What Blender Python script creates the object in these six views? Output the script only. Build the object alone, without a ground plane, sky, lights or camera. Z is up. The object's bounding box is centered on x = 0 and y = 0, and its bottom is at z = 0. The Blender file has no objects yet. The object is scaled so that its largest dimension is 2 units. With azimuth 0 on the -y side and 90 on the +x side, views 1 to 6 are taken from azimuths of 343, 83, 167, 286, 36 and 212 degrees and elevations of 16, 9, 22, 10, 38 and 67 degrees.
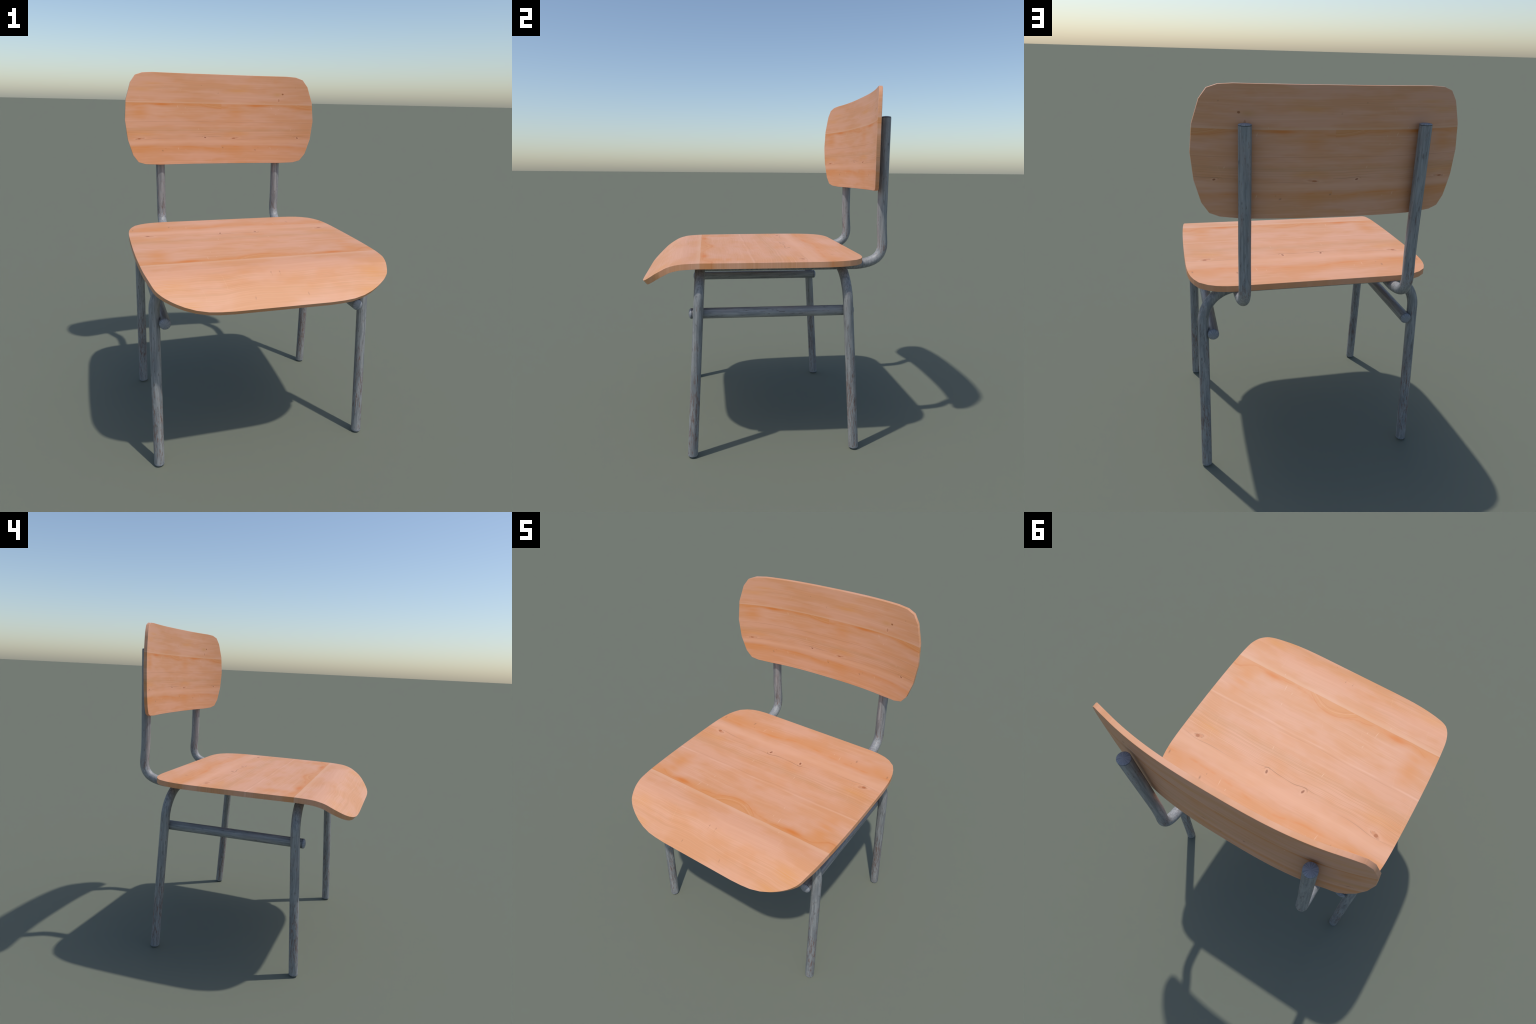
"""School chair: plywood seat and backrest on a bent steel-tube frame."""
import bpy, bmesh, math
from mathutils import Vector, Matrix

SC = bpy.context.scene
TUBE_R = 0.0271
BAR_R = 0.0285

# ---------------------------------------------------------------- node maths
class V:
    """A scalar socket with arithmetic, so that masks read as formulas."""
    def __init__(s, nt, sock):
        s.nt, s.k = nt, sock

    def _op(s, op, *args, clamp=False):
        n = s.nt.nodes.new('ShaderNodeMath')
        n.operation = op
        n.use_clamp = clamp
        for i, a in enumerate((s,) + args):
            if isinstance(a, V):
                s.nt.links.new(a.k, n.inputs[i])
            else:
                n.inputs[i].default_value = float(a)
        return V(s.nt, n.outputs[0])

    def __add__(s, o): return s._op('ADD', o)
    __radd__ = __add__
    def __sub__(s, o): return s._op('SUBTRACT', o)
    def __rsub__(s, o): return (s * -1.0) + o
    def __mul__(s, o): return s._op('MULTIPLY', o)
    __rmul__ = __mul__
    def __truediv__(s, o): return s._op('DIVIDE', o)
    def abs(s): return s._op('ABSOLUTE')
    def sq(s): return s._op('MULTIPLY', s)
    def sin(s): return s._op('SINE')
    def mod(s, m): return s._op('FLOORED_MODULO', m)
    def max(s, o): return s._op('MAXIMUM', o)
    def min(s, o): return s._op('MINIMUM', o)
    def sat(s): return s._op('ADD', 0.0, clamp=True)
    def gauss(s): return (s * -1.0)._op('EXPONENT')     # exp(-s)

    def ramp(s, a, b):
        """0 at a, 1 at b, smooth between."""
        n = s.nt.nodes.new('ShaderNodeMapRange')
        n.interpolation_type = 'SMOOTHSTEP'
        s.nt.links.new(s.k, n.inputs['Value'])
        if a < b:
            n.inputs['From Min'].default_value, n.inputs['From Max'].default_value = a, b
        else:
            n.inputs['From Min'].default_value, n.inputs['From Max'].default_value = b, a
            n.inputs['To Min'].default_value, n.inputs['To Max'].default_value = 1, 0
        return V(s.nt, n.outputs['Result'])

    def line(s, centre, width):
        return ((s - centre) / width).sq().gauss()


def vec(nt, x, y, z=0.0):
    n = nt.nodes.new('ShaderNodeCombineXYZ')
    for i, a in enumerate((x, y, z)):
        if isinstance(a, V):
            nt.links.new(a.k, n.inputs[i])
        else:
            n.inputs[i].default_value = a
    return n.outputs[0]


def noise(nt, v, scale=1.0, detail=3.0, rough=0.5):
    n = nt.nodes.new('ShaderNodeTexNoise')
    n.inputs['Scale'].default_value = scale
    n.inputs['Detail'].default_value = detail
    n.inputs['Roughness'].default_value = rough
    nt.links.new(v, n.inputs['Vector'])
    return V(nt, n.outputs[0])


def mix(nt, f, a, b, mode='MIX'):
    n = nt.nodes.new('ShaderNodeMix')
    n.data_type = 'RGBA'
    n.blend_type = mode
    n.clamp_factor = True
    if isinstance(f, V):
        nt.links.new(f.k, n.inputs[0])
    else:
        n.inputs[0].default_value = f
    for i, c in ((6, a), (7, b)):
        if isinstance(c, tuple):
            n.inputs[i].default_value = c + (1.0,)
        else:
            nt.links.new(c, n.inputs[i])
    return n.outputs[2]


def new_material(name):
    m = bpy.data.materials.new(name)
    m.use_nodes = True
    nt = m.node_tree
    bsdf = nt.nodes['Principled BSDF']
    tc = nt.nodes.new('ShaderNodeTexCoord')
    sep = nt.nodes.new('ShaderNodeSeparateXYZ')
    nt.links.new(tc.outputs['Object'], sep.inputs[0])
    return m, nt, bsdf, [V(nt, o) for o in sep.outputs]


def bump(nt, bsdf, h, strength, dist):
    b = nt.nodes.new('ShaderNodeBump')
    b.inputs['Strength'].default_value = strength
    b.inputs['Distance'].default_value = dist
    nt.links.new(h.k, b.inputs['Height'])
    nt.links.new(b.outputs[0], bsdf.inputs['Normal'])


# ---------------------------------------------------------------- materials
PINK = (0.702, 0.352, 0.212)
TAN = (0.670, 0.308, 0.148)
ORANGE = (0.675, 0.262, 0.078)
PALE = (0.775, 0.425, 0.275)
BROWN = (0.235, 0.052, 0.012)
OLIVE = (0.545, 0.275, 0.125)


def pine(name, u, v, x, nt, bsdf, squash, pale_j):
    """Varnished pine boards running along x.

    u, v : board coordinates (u along the grain, v across), x : unfolded
    position along the grain, squash : how much v is compressed on the part.
    """
    # warp of the grain: gentle waves, and bulges where it flows round knots
    warp = (noise(nt, vec(nt, x * 2.2, v * 2.0), 1.0, 2) - 0.5) * 0.06
    d_round = (((u - 0.108) / 0.035).sq() + ((v - 0.168) / 0.030).sq()).gauss()
    d_long = (((u - 0.525) / 0.060).sq() + ((v - 0.178) / 0.030).sq()).gauss()
    side = (v - 0.172).ramp(-0.02, 0.02) * 2.0 - 1.0
    gv = v + warp - d_round * side * 0.016 - d_long * side * 0.016

    fine = noise(nt, vec(nt, x * 2.2, gv * (190.0 / squash ** 0.4)), 1.0, 3, 0.65)
    mid = noise(nt, vec(nt, x * 1.3, gv * 28.0), 1.0, 3, 0.55)
    blotch = noise(nt, vec(nt, x * 3.2, v * 7.0, 3.0), 1.0, 3, 0.55)
    blotch2 = noise(nt, vec(nt, x * 4.5, v * 4.0, 9.0), 1.0, 2, 0.5)

    col = mix(nt, blotch.ramp(0.36, 0.62), TAN, PINK)
    col = mix(nt, blotch2.ramp(0.56, 0.76) * 0.40, col, ORANGE)
    col = mix(nt, mid.ramp(0.50, 0.72) * 0.30, col, PALE)

    # growth rings, dense beside the knot row, fading away to the plain boards
    rings = noise(nt, vec(nt, x * 0.9, gv * 115.0 / squash ** 0.5, 4.0), 1.0, 2.0, 0.5).ramp(0.30, 0.70) * 0.6 \
        + ((gv * (820.0 / squash ** 0.5) + (mid - 0.5) * 12.0).sin() * 0.5 + 0.5) * 0.4
    zone = (v.line(0.09, 0.085) * v.ramp(0.20, 0.16)).max(v.line(-0.60, 0.07) * 0.5)
    col = mix(nt, rings.ramp(0.40, 0.95) * zone * 0.42, col, OLIVE)
    col = mix(nt, rings.ramp(0.50, 0.05) * zone * 0.34, col, PALE)
    # dull band ahead of the knots
    col = mix(nt, gv.line(0.045, 0.030) * mid.ramp(0.25, 0.65) * 0.34, col, OLIVE)
    # fine grain
    col = mix(nt, fine.ramp(0.50, 0.74) * 0.34, col, OLIVE)
    col = mix(nt, fine.ramp(0.48, 0.27) * 0.28, col, PALE)

    # board joint: the back board starts orange and fades
    joint = v + (noise(nt, vec(nt, x * 6.0, 0.0, 1.0), 1.0, 2) - 0.5) * 0.010 + 0.370
    after = joint.ramp(-0.0015 * squash, 0.0015 * squash)
    wave = noise(nt, vec(nt, x * 7.0, v * 6.0, 5.0), 1.0, 3)
    bulge = (u / 0.15).sq().gauss() * 0.055 + ((u - 0.385) / 0.05).sq().gauss() * 0.022 \
        + ((u - 0.60) / 0.06).sq().gauss() * 0.05
    reach = (joint - bulge - (wave - 0.5) * 0.06)
    col = mix(nt, after * reach.ramp(0.060, 0.0) * (wave.ramp(0.30, 0.62) * 0.45 + 0.30), col, ORANGE)
    col = mix(nt, after * reach.line(0.010, 0.0035) * (wave.ramp(0.4, 0.6)) * 0.55, col, (0.62, 0.20, 0.06))
    col = mix(nt, after * joint.ramp(0.012, 0.0) * wave.ramp(0.35, 0.6) * 0.40, col, (0.60, 0.25, 0.09))
    col = mix(nt, joint.ramp(-0.035, -0.004) * joint.ramp(0.002, -0.001) * 0.45, col, (0.74, 0.42, 0.255))
    blob = (((u - 0.385) / 0.055).sq() + ((v + 0.350 + (wave - 0.5) * 0.02) / 0.017).sq()).gauss()
    col = mix(nt, after * blob * 0.95, col, (0.66, 0.200, 0.038))
    # flame figure where the grain runs out at the joint, either side of the middle
    lens = joint - (1.0 - (u / 0.155).sq()) * 0.075 + (wave - 0.5) * 0.03
    col = mix(nt, after * lens.ramp(0.012, -0.022) * 0.55, col, (0.655, 0.270, 0.085))
    for depth, wid, tone in ((0.000, 0.0032, (0.64, 0.215, 0.055)), (-0.024, 0.0028, (0.74, 0.36, 0.19)),
                             (-0.036, 0.0024, (0.60, 0.22, 0.08))):
        col = mix(nt, after * (lens + (mid - 0.5) * 0.02).line(depth, wid) * u.ramp(0.17, 0.13) * 0.55, col, tone)
    side_patch = ((u - 0.520) / 0.05).sq().gauss() * v.ramp(-0.37, -0.34) * v.ramp(-0.05, -0.22)
    col = mix(nt, side_patch * mid.ramp(0.20, 0.6) * 0.65, col, ORANGE)

    # second joint: a pale hairline with a darker one behind it
    j2 = v + (noise(nt, vec(nt, x * 3.0, 0.0, 7.0), 1.0, 1) - 0.5) * 0.030 + 0.090
    bright = noise(nt, vec(nt, x * 4.0, 2.0), 1.0, 1).ramp(0.3, 0.65)
    col = mix(nt, j2.line(-0.004, 0.0050) * bright * pale_j, col, (0.80, 0.47, 0.33))
    col = mix(nt, j2.line(0.008, 0.004) * (1.0 - bright * 0.6) * (0.75 - pale_j), col, (0.50, 0.22, 0.11))

    # orange strip and smooth pink strip behind the knot row
    strip = v + (noise(nt, vec(nt, x * 3.5, 4.0), 1.0, 2) - 0.5) * 0.05
    col = mix(nt, strip.line(0.235, 0.035) * 0.60, col, (0.755, 0.395, 0.240))
    low = strip - (u / 0.16).sq().gauss() * 0.035
    col = mix(nt, low.ramp(0.275, 0.315) * low.ramp(0.43, 0.33) * (wave * 0.9 + 0.25) * 0.75, col, ORANGE)
    col = mix(nt, low.line(0.318, 0.006) * wave.ramp(0.42, 0.6) * 0.5, col, (0.68, 0.22, 0.05))
    corner = (((u - 0.535) / 0.06).sq() + ((v - 0.37) / 0.06).sq()).gauss()
    col = mix(nt, corner * 0.45, col, ORANGE)

    # orange streaks near the ends of the grain zone
    for cu, cv, sv in ((0.50, 0.105, 0.030), (0.50, -0.575, 0.035), (0.45, -0.66, 0.02)):
        p = (((u - cu) / 0.07).sq() + ((v - cv) / sv).sq()).gauss()
        col = mix(nt, p * fine.ramp(0.35, 0.6) * 0.75, col, (0.70, 0.31, 0.10))

    # knots
    wob = (noise(nt, vec(nt, x * 60.0, v * 60.0), 1.0, 1) - 0.5)
    kr = ((u - 0.108) / 0.0062).sq() + ((v - 0.168 + (u - 0.108) * 0.6) / 0.0100).sq() + wob * 1.2
    col = mix(nt, kr.ramp(9.0, 2.0) * 0.22, col, PALE)
    col = mix(nt, kr.ramp(1.7, 0.4) * 0.78, col, BROWN)
    kl = ((u - 0.525) / 0.024).sq() + ((v - 0.178 - (u - 0.525) * 0.25) / 0.0105).sq() + wob * 1.0
    col = mix(nt, kl.ramp(6.0, 1.4) * 0.25, col, PALE)
    col = mix(nt, kl.ramp(1.3, 0.5) * 0.55, col, (0.55, 0.205, 0.080))
    core = ((u - 0.532) / 0.010).sq() + ((v - 0.181) / 0.0085).sq() + wob * 1.0
    col = mix(nt, core.ramp(1.8, 0.5) * 0.65, col, (0.36, 0.095, 0.025))
    col = mix(nt, kl.line(1.35, 0.35) * wob.ramp(-0.05, 0.15) * 0.6, col, (0.36, 0.14, 0.06))
    # bark ring that arcs over one shoulder of the round knot
    rr = (((u - 0.110) / 0.020).sq() + ((v - 0.170) / 0.026).sq())
    arc = rr.line(1.0, 0.22) * v.ramp(0.166, 0.150) * u.ramp(0.092, 0.108) * (1.0 if squash < 2 else 0.7)
    col = mix(nt, arc * 0.70, col, (0.38, 0.17, 0.075))
    # dark hairline that curls round the knots and runs on between them
    curl = gv.line(0.149, 0.0022)
    near = ((u - 0.08) / 0.075).sq().gauss()
    col = mix(nt, curl * near * 0.75, col, (0.33, 0.15, 0.07))
    hair = gv.line(0.190, 0.0022)
    col = mix(nt, hair * ((u - 0.46) / 0.13).sq().gauss() * 0.55, col, (0.40, 0.19, 0.10))

    # pin holes, little bruises, pale scratches
    for cu, cv, ru, rv, k in ((0.022, -0.534, 0.0024, 0.0035, 0.6), (0.130, -0.650, 0.0022, 0.005, 0.5),
                              (0.385, 0.375, 0.0045, 0.009, 0.6), (0.605, 0.335, 0.004, 0.009, 0.6),
                              (0.365, 0.340, 0.0020, 0.004, 0.5), (0.021, -0.546, 0.0010, 0.010, 0.25)):
        p = (((u - cu) / ru).sq() + ((v - cv + (u - cu) * 0.6) / rv).sq()).gauss()
        col = mix(nt, p * k, col, (0.24, 0.10, 0.05))
    for cu, cv, l in ((0.283, -0.316, 0.016), (0.283, 0.345, 0.016), (0.330, -0.389, 0.004),
                      (0.235, -0.300, 0.005), (0.235, 0.365, 0.005), (0.250, -0.215, 0.007),
                      (0.150, 0.035, 0.010)):
        p = (((u - cu + (v - cv) * 0.12) / 0.0014).sq() + ((v - cv) / l).sq()).gauss()
        col = mix(nt, p * 0.50, col, (0.86, 0.60, 0.44))
    # long faint rubbed scratches across the grain
    sx = (x * 9.0 + v * 2.0 + (blotch - 0.5) * 0.6)
    scr = sx.mod(1.0).line(0.5, 0.008) * noise(nt, vec(nt, x * 9.0, v * 6.0, 2.0), 1.0, 1).ramp(0.56, 0.70)
    col = mix(nt, scr * 0.18, col, (0.86, 0.55, 0.36))

    nt.links.new(col, bsdf.inputs['Base Color'])
    rough = fine * 0.10 + 0.46
    nt.links.new(rough.k, bsdf.inputs['Roughness'])
    bsdf.inputs['Specular IOR Level'].default_value = 0.35
    bump(nt, bsdf, fine * 0.5 + rings * zone * 0.3, 0.10, 0.002)
    return col


def seat_wood():
    m, nt, b, (x, y, z) = new_material('seat_pine')
    pine('seat', x.abs(), y, x, nt, b, 1.0, 0.5)
    return m


BACK_TILE = 0.614


def backrest_wood():
    """Same boards, narrower and repeated along the grain instead of mirrored."""
    m, nt, b, (x, y, z) = new_material('backrest_pine')
    u = (x * -1.0 + 0.006).mod(BACK_TILE)
    v = (1.822 - z) * 2.56 - 0.370
    col = pine('back', u, v, x, nt, b, 2.5, 0.2)
    # a double knot of its own near the upper right corner
    kn = ((x - 0.410) / 0.0058).sq() + ((z - 1.889) / 0.0046).sq()
    col = mix(nt, kn.ramp(1.8, 0.4) * 0.8, col, BROWN)
    kn = ((x - 0.386) / 0.0048).sq() + ((z - 1.850) / 0.0095).sq()
    col = mix(nt, kn.ramp(4.0, 1.2) * 0.3, col, PALE)
    col = mix(nt, kn.ramp(1.6, 0.4) * 0.6, col, (0.45, 0.16, 0.06))
    sm = (((x - 0.375) / 0.030).sq() + ((z - 1.885) / 0.012).sq()).gauss()
    col = mix(nt, sm * 0.5, col, (0.60, 0.28, 0.07))
    nt.links.new(col, b.inputs['Base Color'])
    return m


def worn_paint(name, rust_low, bend=False):
    """Grey-blue weathered paint, streaked along the tube (object z)."""
    m, nt, b, (x, y, z) = new_material(name)
    info = nt.nodes.new('ShaderNodeObjectInfo')
    seed = V(nt, info.outputs['Random']) * 20.0
    along = z
    if bend:                                   # beyond the bend the tube runs along y
        t = z.ramp(1.04, 1.10)
        along = z * t + y * (1.0 - t)
    # around-the-tube coordinates in the part's own x / y
    streak = noise(nt, vec(nt, x * 95.0 + seed, y * 95.0, along * 6.0), 1.0, 4, 0.6)
    cloud = noise(nt, vec(nt, x * 22.0, y * 22.0 + seed, along * 5.0), 1.0, 4, 0.6)
    grit = noise(nt, vec(nt, x * 160.0, y * 160.0 + seed, along * 90.0), 1.0, 3, 0.6)
    col = mix(nt, streak.ramp(0.34, 0.66), (0.176, 0.187, 0.196), (0.304, 0.310, 0.308))
    col = mix(nt, cloud.ramp(0.50, 0.72) * 0.38, col, (0.265, 0.228, 0.222))
    col = mix(nt, cloud.ramp(0.42, 0.25) * 0.40, col, (0.205, 0.220, 0.228))
    # dark pits
    pit = noise(nt, vec(nt, x * 120.0, y * 120.0 + seed, along * 22.0), 1.0, 3, 0.55)
    col = mix(nt, pit.ramp(0.60, 0.70) * 0.60, col, (0.080, 0.062, 0.058))
    # rust flecks, drawn out along the tube; thick where the legs get kicked
    fleck = noise(nt, vec(nt, x * 210.0 + 4.0, y * 210.0 + seed, along * 20.0), 1.0, 4, 0.68)
    if rust_low:
        amount = z.line(0.27, 0.22) * 0.110 + (cloud - 0.4) * 0.24
        fleck = fleck + amount - 0.005
    elif bend:
        fleck = fleck + z.line(1.13, 0.05) * 0.10 + (cloud - 0.4) * 0.20 - 0.01
        col = mix(nt, z.line(1.08, 0.05) * grit.ramp(0.35, 0.6) * 0.55, col, (0.400, 0.392, 0.385))
    col = mix(nt, fleck.ramp(0.625, 0.70) * 0.75, col, (0.150, 0.070, 0.050))
    nt.links.new(col, b.inputs['Base Color'])
    b.inputs['Metallic'].default_value = 0.0
    b.inputs['Specular IOR Level'].default_value = 0.5
    nt.links.new((grit * 0.25 + 0.36).k, b.inputs['Roughness'])
    bump(nt, b, streak * 0.6 + grit * 0.4, 0.15, 0.001)
    return m


def cap_plastic():
    """Slate grey end plugs with radial moulding streaks (local z is the axis)."""
    m, nt, b, (x, y, z) = new_material('end_plug_grey')
    ang = y._op('ARCTAN2', x)
    rays = noise(nt, vec(nt, ang.sin() * 5.0, (ang + 1.5708).sin() * 5.0, z * 8.0), 1.0, 4, 0.6)
    col = mix(nt, rays.ramp(0.36, 0.64), (0.185, 0.200, 0.230), (0.300, 0.310, 0.330))
    nt.links.new(col, b.inputs['Base Color'])
    b.inputs['Roughness'].default_value = 0.5
    return m


def groove_dark():
    m, nt, b, (x, y, z) = new_material('plug_groove_dark')
    n = noise(nt, vec(nt, x * 40.0, y * 40.0, z * 40.0), 1.0, 2)
    nt.links.new(mix(nt, n, (0.03, 0.032, 0.036), (0.06, 0.06, 0.065)), b.inputs['Base Color'])
    b.inputs['Roughness'].default_value = 0.7
    return m


# ---------------------------------------------------------------- geometry
def catmull(pts, t):
    """Interpolate a list of (key, value) control points monotonically (smooth)."""
    n = len(pts)
    for i in range(n - 1):
        if t <= pts[i + 1][0] or i == n - 2:
            break
    x0, y0 = pts[i]
    x1, y1 = pts[i + 1]
    h = x1 - x0
    d = (y1 - y0) / h

    def slope(j):
        if j <= 0 or j >= n - 1:
            k = max(0, min(j, n - 2))
            return (pts[k + 1][1] - pts[k][1]) / (pts[k + 1][0] - pts[k][0])
        a = (pts[j][1] - pts[j - 1][1]) / (pts[j][0] - pts[j - 1][0])
        c = (pts[j + 1][1] - pts[j][1]) / (pts[j + 1][0] - pts[j][0])
        return 0.0 if a * c <= 0 else 2 * a * c / (a + c)
    m0, m1 = slope(i), slope(i + 1)
    s = (t - x0) / h
    return ((2 * s**3 - 3 * s**2 + 1) * y0 + (s**3 - 2 * s**2 + s) * h * m0
            + (-2 * s**3 + 3 * s**2) * y1 + (s**3 - s**2) * h * m1)


def link(obj, parent=None):
    SC.collection.objects.link(obj)
    if parent:
        obj.parent = parent
    return obj


def slab(name, rows, surface, thick, cols, bevel, mat, straight=None):
    """A bent board: rows = [(key, half width)], surface(s, key, w) -> (point, normal)."""
    bm = bmesh.new()
    front, back = [], []
    for key, w in rows:
        fr, br = [], []
        for j in range(cols + 1):
            p, n = surface(j / cols * 2 - 1, key, w)
            fr.append(bm.verts.new(p))
            br.append(bm.verts.new(p - (straight or n) * thick))
        front.append(fr)
        back.append(br)
    R, C = len(rows) - 1, cols
    for i in range(R):
        for j in range(C):
            bm.faces.new((front[i][j], front[i][j + 1], front[i + 1][j + 1], front[i + 1][j]))
            bm.faces.new((back[i][j], back[i + 1][j], back[i + 1][j + 1], back[i][j + 1]))
    rim = ([(0, j) for j in range(C)] + [(i, C) for i in range(R)]
           + [(R, j) for j in range(C, 0, -1)] + [(i, 0) for i in range(R, 0, -1)])
    for k in range(len(rim)):
        a, b = rim[k], rim[(k + 1) % len(rim)]
        bm.faces.new((front[a[0]][a[1]], back[a[0]][a[1]], back[b[0]][b[1]], front[b[0]][b[1]]))
    bmesh.ops.recalc_face_normals(bm, faces=bm.faces)
    edges = set()
    for grid in (front, back):
        for k in range(len(rim)):
            a, b = rim[k], rim[(k + 1) % len(rim)]
            e = bm.edges.get((grid[a[0]][a[1]], grid[b[0]][b[1]]))
            if e:
                edges.add(e)
    bmesh.ops.bevel(bm, geom=list(edges), offset=bevel, segments=3, affect='EDGES', profile=0.5,
                    clamp_overlap=True)
    me = bpy.data.meshes.new(name)
    bm.to_mesh(me)
    bm.free()
    me.materials.append(mat)
    me.polygons.foreach_set('use_smooth', [True] * len(me.polygons))
    me.set_sharp_from_angle(angle=math.radians(60))
    obj = bpy.data.objects.new(name, me)
    wn = obj.modifiers.new('flat_faces', 'WEIGHTED_NORMAL')
    wn.keep_sharp = True
    wn.weight = 80
    return obj


def tube_mesh(name, path, r, mat, sides=28, close=(True, True)):
    """Sweep a circle along a polyline with parallel-transported frames."""
    bm = bmesh.new()
    pts = [Vector(p) for p in path]
    n = len(pts)
    tan = [(pts[min(i + 1, n - 1)] - pts[max(i - 1, 0)]).normalized() for i in range(n)]
    ref = Vector((1, 0, 0)) if abs(tan[0].x) < 0.9 else Vector((0, 1, 0))
    nor = (ref - tan[0] * ref.dot(tan[0])).normalized()
    rings = []
    for i in range(n):
        nor = (nor - tan[i] * nor.dot(tan[i])).normalized()
        bi = tan[i].cross(nor)
        rings.append([bm.verts.new(pts[i] + (nor * math.cos(a) + bi * math.sin(a)) * r)
                      for a in (2 * math.pi * k / sides for k in range(sides))])
    for i in range(n - 1):
        for k in range(sides):
            q = (k + 1) % sides
            bm.faces.new((rings[i][k], rings[i][q], rings[i + 1][q], rings[i + 1][k]))
    if close[0]:
        bm.faces.new(list(reversed(rings[0])))
    if close[1]:
        bm.faces.new(rings[-1])
    me = bpy.data.meshes.new(name)
    bm.to_mesh(me)
    bm.free()
    me.materials.append(mat)
    me.polygons.foreach_set('use_smooth', [True] * len(me.polygons))
    me.set_sharp_from_angle(angle=math.radians(50))
    return me


def resample(ctrl, step):
    """Densify straight stretches so the sweep stays even."""
    out = [Vector(ctrl[0])]
    for a, b in zip(ctrl, ctrl[1:]):
        a, b = Vector(a), Vector(b)
        k = max(1, int((b - a).length / step))
        out += [a.lerp(b, i / k) for i in range(1, k + 1)]
    return out


def smooth_path(ctrl, per=8):
    """Centripetal-ish Catmull-Rom through control points."""
    P = [Vector(c) for c in ctrl]
    P = [P[0] * 2 - P[1]] + P + [P[-1] * 2 - P[-2]]
    out = []
    for i in range(1, len(P) - 2):
        for k in range(per):
            t = k / per
            out.append(0.5 * ((2 * P[i]) + (P[i + 1] - P[i - 1]) * t
                              + (2 * P[i - 1] - 5 * P[i] + 4 * P[i + 1] - P[i + 2]) * t * t
                              + (3 * P[i] - P[i - 1] - 3 * P[i + 1] + P[i + 2]) * t ** 3))
    out.append(P[-2])
    return out


def plug_mesh(dome, lip, mat, mat_dark, r=TUBE_R, groove=True):
    """End plug along +z: a dark groove, a thin lip, then a low dome."""
    prof = [(r * 0.93, -0.004, 1), (r * 0.93, 0.0015, 1), (r * 1.0, 0.0022, 0), (r * 1.015, 0.004, 0),
            (r * 1.01, 0.004 + lip, 0)]
    if not groove:                    # flush plug: straight into the dome
        prof = [(r * 0.999, -0.004, 0), (r * 0.999, 0.004 + lip, 0)]
    for k in range(1, 7):
        a = k / 7 * math.pi / 2
        prof.append((r * (1.01 if groove else 0.999) * math.cos(a), 0.004 + lip + dome * math.sin(a), 0))
    bm = bmesh.new()
    S = 28
    rings = [[bm.verts.new((q * math.cos(2 * math.pi * k / S), q * math.sin(2 * math.pi * k / S), h))
              for k in range(S)] for q, h, _ in prof]
    for i in range(len(prof) - 1):
        for k in range(S):
            f = bm.faces.new((rings[i][k], rings[i][(k + 1) % S], rings[i + 1][(k + 1) % S], rings[i + 1][k]))
            f.material_index = 1 if prof[i][2] and prof[i + 1][2] else 0
    tip = bm.verts.new((0, 0, prof[-1][1] + 0.0006))
    for k in range(S):
        bm.faces.new((rings[-1][k], rings[-1][(k + 1) % S], tip))
    bm.faces.new(list(reversed(rings[0]))).material_index = 1 if groove else 0
    me = bpy.data.meshes.new('end_plug')
    bm.to_mesh(me)
    bm.free()
    me.materials.append(mat)
    me.materials.append(mat_dark)
    me.polygons.foreach_set('use_smooth', [True] * len(me.polygons))
    me.set_sharp_from_angle(angle=math.radians(50))
    return me


def place_plug(me, name, where, direction, parent):
    o = bpy.data.objects.new(name, me)
    o.rotation_euler = Vector(direction).to_track_quat('Z', 'Y').to_euler()
    o.location = Vector(where)
    link(o, parent)
    return o


# ---------------------------------------------------------------- the chair
chair = bpy.data.objects.new('school_chair', None)
chair['label'] = 'school chair with orange pine seat and backrest on grey steel tubes'
chair['category'] = 'chair'
link(chair)

M_SEAT, M_BACK = seat_wood(), backrest_wood()
M_LEG = worn_paint('leg_worn_paint', True)
M_POST = worn_paint('post_worn_paint', False, bend=True)
M_BAR = worn_paint('bar_worn_paint', False)
M_PLUG, M_GROOVE = cap_plastic(), groove_dark()

# --- seat: flat with a waterfall front, rounded corners
SEAT_T = 0.0305
seat_profile = [(-0.693, 0.941), (-0.655, 0.975), (-0.604, 1.018), (-0.569, 1.0405), (-0.536, 1.0585),
                (-0.503, 1.0695), (-0.470, 1.0762), (-0.420, 1.0802), (-0.366, 1.0822), (0.0, 1.0838), (0.56, 1.0850)]
seat_half = [(-0.693, 0.235), (-0.691, 0.30), (-0.687, 0.355), (-0.677, 0.410), (-0.663, 0.456), (-0.642, 0.505),
             (-0.618, 0.546), (-0.590, 0.575), (-0.557, 0.591), (-0.517, 0.604), (-0.466, 0.6145), (-0.370, 0.6225),
             (-0.20, 0.630), (-0.05, 0.633), (0.10, 0.634), (0.20, 0.6335), (0.28, 0.631), (0.34, 0.625), (0.385, 0.616), (0.425, 0.602),
             (0.465, 0.580), (0.497, 0.542), (0.515, 0.503), (0.526, 0.45), (0.530, 0.40)]


def seat_surface(s, y, w):
    z = catmull(seat_profile, y)
    e = 0.002
    dz = (catmull(seat_profile, min(y + e, 0.55)) - catmull(seat_profile, max(y - e, -0.693))) / \
         (min(y + e, 0.55) - max(y - e, -0.693))
    return Vector((s * w, y, z)), Vector((0, -dz, 1)).normalized()


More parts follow.
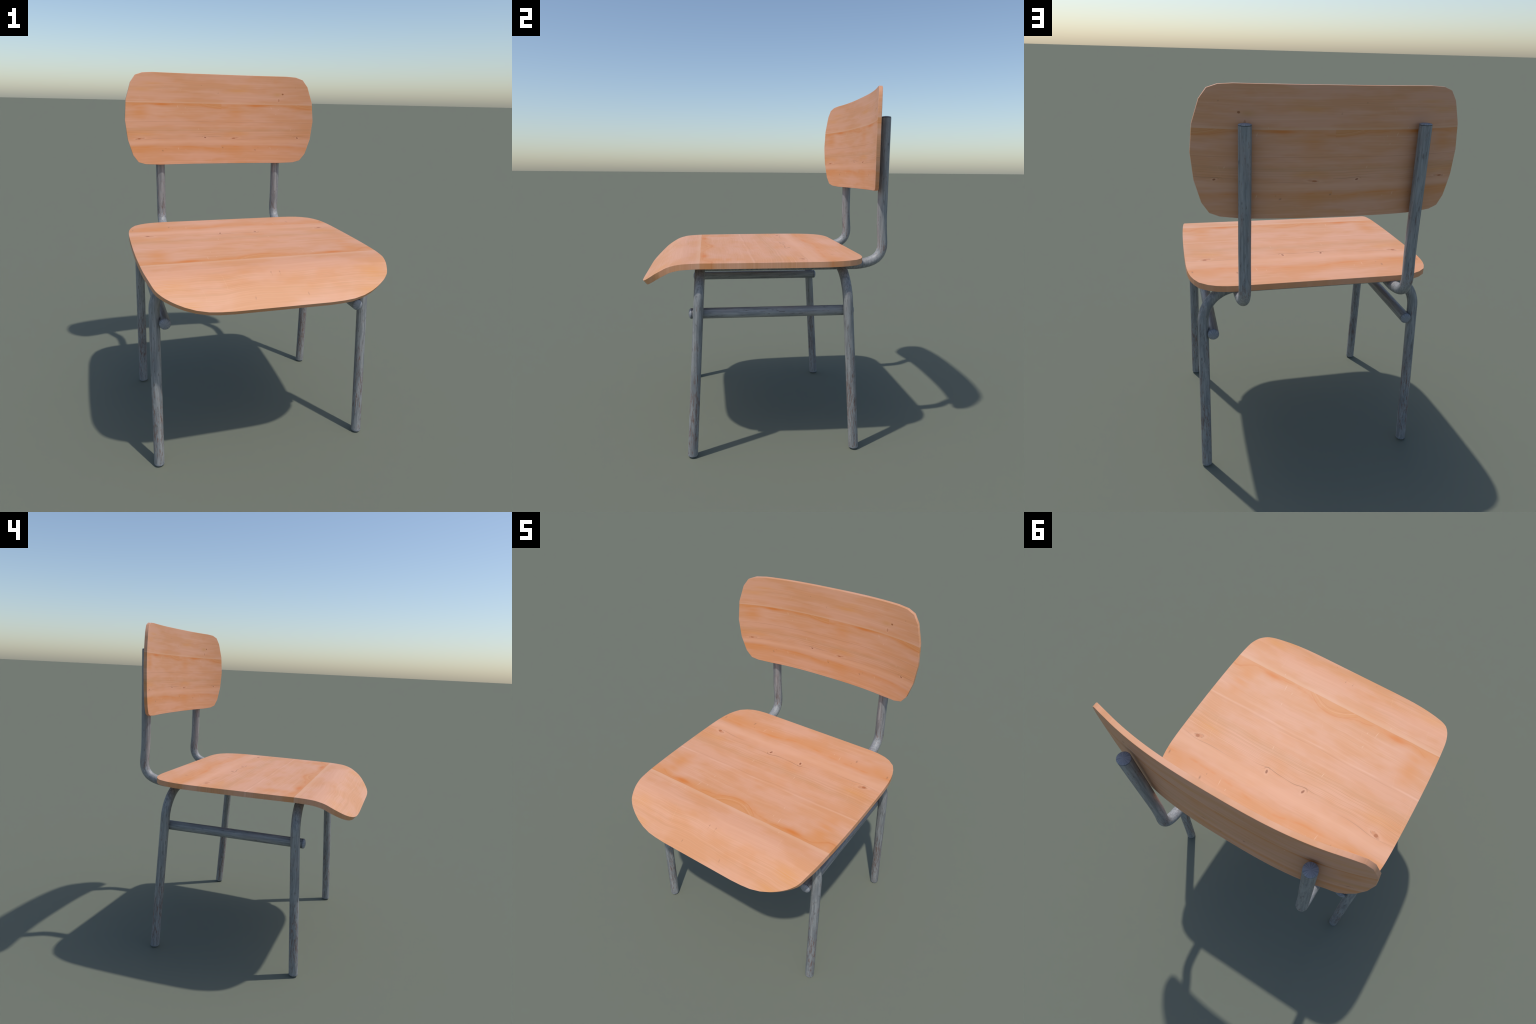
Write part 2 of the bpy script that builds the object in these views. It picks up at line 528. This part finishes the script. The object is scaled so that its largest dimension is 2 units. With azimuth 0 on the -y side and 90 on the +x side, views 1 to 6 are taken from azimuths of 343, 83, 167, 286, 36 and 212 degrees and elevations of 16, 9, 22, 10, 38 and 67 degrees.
keys = sorted(set([round(k, 4) for k, _ in seat_half]
                  + [round(-0.66 + i * 0.012, 4) for i in range(0, 30)] + [-0.3 + i * 0.04 for i in range(0, 20)]
                  + [0.515, 0.522, 0.528]))
keys = [k for i, k in enumerate(keys) if i == 0 or k - keys[i - 1] > 0.0006]
rows = [(k, catmull(seat_half, k)) for k in keys]
seat = link(slab('seat', rows, seat_surface, SEAT_T, 48, 0.0028, M_SEAT), chair)

# --- backrest: curved round the sitter, corners cut in short straight facets
BACK_T = 0.0212
back_half = [(1.444, 0.400), (1.450, 0.490), (1.464, 0.534), (1.508, 0.566), (1.604, 0.595), (1.720, 0.607),
             (1.838, 0.597), (1.937, 0.566), (1.980, 0.535), (1.9955, 0.492), (2.0, 0.430)]


def back_surface(s, z, w):
    x = s * w
    y = 0.6238 - 0.333 * abs(x) ** 2.7
    dy = -0.333 * 2.7 * abs(x) ** 1.7 * (1 if x > 0 else -1)
    return Vector((x, y, z)), Vector((dy, -1, 0)).normalized()


def linear(pts, t):
    for (a, u), (b, v) in zip(pts, pts[1:]):
        if a <= t <= b:
            return u + (v - u) * (t - a) / (b - a)


rows = []
for (a, u), (b, v) in zip(back_half, back_half[1:]):
    n = max(1, int((b - a) / 0.03))
    rows += [(a + (b - a) * i / n, u + (v - u) * i / n) for i in range(n)]
rows.append(back_half[-1])
backrest = link(slab('backrest', rows, back_surface, BACK_T, 40, 0.0055, M_BACK, Vector((0, -1, 0))), chair)

# --- legs: each rises with a slight splay and arches inward under the seat
ARCH_R, ARCH_Z, RAIL_Z = 0.175, 0.8515, 1.0265
PLUG = plug_mesh(0.0060, 0.0000, M_PLUG, M_GROOVE, TUBE_R + 0.0005)
BAR_PLUG = plug_mesh(0.0130, 0.0010, M_PLUG, M_GROOVE, BAR_R)
FOOT = plug_mesh(0.0095, 0.0010, M_PLUG, M_GROOVE, groove=False)
FOOT_H = 0.0152                       # where the tube ends and its foot plug starts
RAIL_X = 0.391


def hoop_y(front, z):
    return -0.4215 + 0.0495 * z if front else 0.4815 - 0.0655 * z


for front in (True, False):
    for sx in (1, -1):
        flat = [(0.5705, FOOT_H), (0.5687, 0.30), (0.5650, ARCH_Z)]
        for k in range(1, 19):
            a = k / 18 * math.pi / 2
            flat.append((0.5650 - ARCH_R + ARCH_R * math.cos(a), ARCH_Z + ARCH_R * math.sin(a)))
        flat.append((0.362, RAIL_Z))
        path = resample([(sx * px, hoop_y(front, pz), pz) for px, pz in flat], 0.05)
        leg = link(bpy.data.objects.new('leg', tube_mesh('leg', path, TUBE_R, M_LEG)), chair)
        base = Vector(path[0])
        place_plug(FOOT, 'foot_plug', base, (0, 0, -1), leg)
    yb = hoop_y(front, RAIL_Z)
    bar = tube_mesh('cross_bar', resample([(0, 0, -0.3615), (0, 0, 0.3615)], 0.06), TUBE_R, M_BAR)
    o = link(bpy.data.objects.new('cross_bar', bar), chair)
    o.location = (0, yb, RAIL_Z)
    o.rotation_euler = (0, math.pi / 2, 0)

# --- posts: carry the backrest, bend forward and run on under the seat as rails
post_ctrl = [(1.842, 0.6565), (1.70, 0.6565), (1.50, 0.6560), (1.32, 0.6560), (1.24, 0.6580), (1.19, 0.6615), (1.148, 0.6645),
             (1.115, 0.6620), (1.082, 0.6490), (1.0545, 0.6210), (1.0365, 0.5760), (1.0275, 0.5200),
             (RAIL_Z, 0.4600), (RAIL_Z, 0.30), (RAIL_Z, 0.10), (RAIL_Z, -0.10), (RAIL_Z, -0.30), (RAIL_Z, -0.392)]
for sx in (1, -1):
    path = smooth_path([(sx * RAIL_X, y, z) for z, y in post_ctrl], 6)
    post = link(bpy.data.objects.new('backrest_post', tube_mesh('backrest_post', path, TUBE_R + 0.001, M_POST)), chair)
    place_plug(PLUG, 'end_plug', path[0], (0, 0, 1), post)
    place_plug(PLUG, 'end_plug', path[-1], (0, -1, 0), post)

# --- side stretchers, just inside the legs
bar = tube_mesh('side_stretcher', resample([(0, 0, -0.434), (0, 0, 0.434)], 0.05), BAR_R, M_BAR)
for sx in (1, -1):
    o = link(bpy.data.objects.new('side_stretcher', bar), chair)
    o.location = (sx * 0.518, 0.0195, 0.7935)
    o.rotation_euler = (-math.pi / 2, 0, 0)
    place_plug(BAR_PLUG, 'end_plug', (0, 0, 0.434), (0, 0, 1), o)
    place_plug(BAR_PLUG, 'end_plug', (0, 0, -0.434), (0, 0, -1), o)
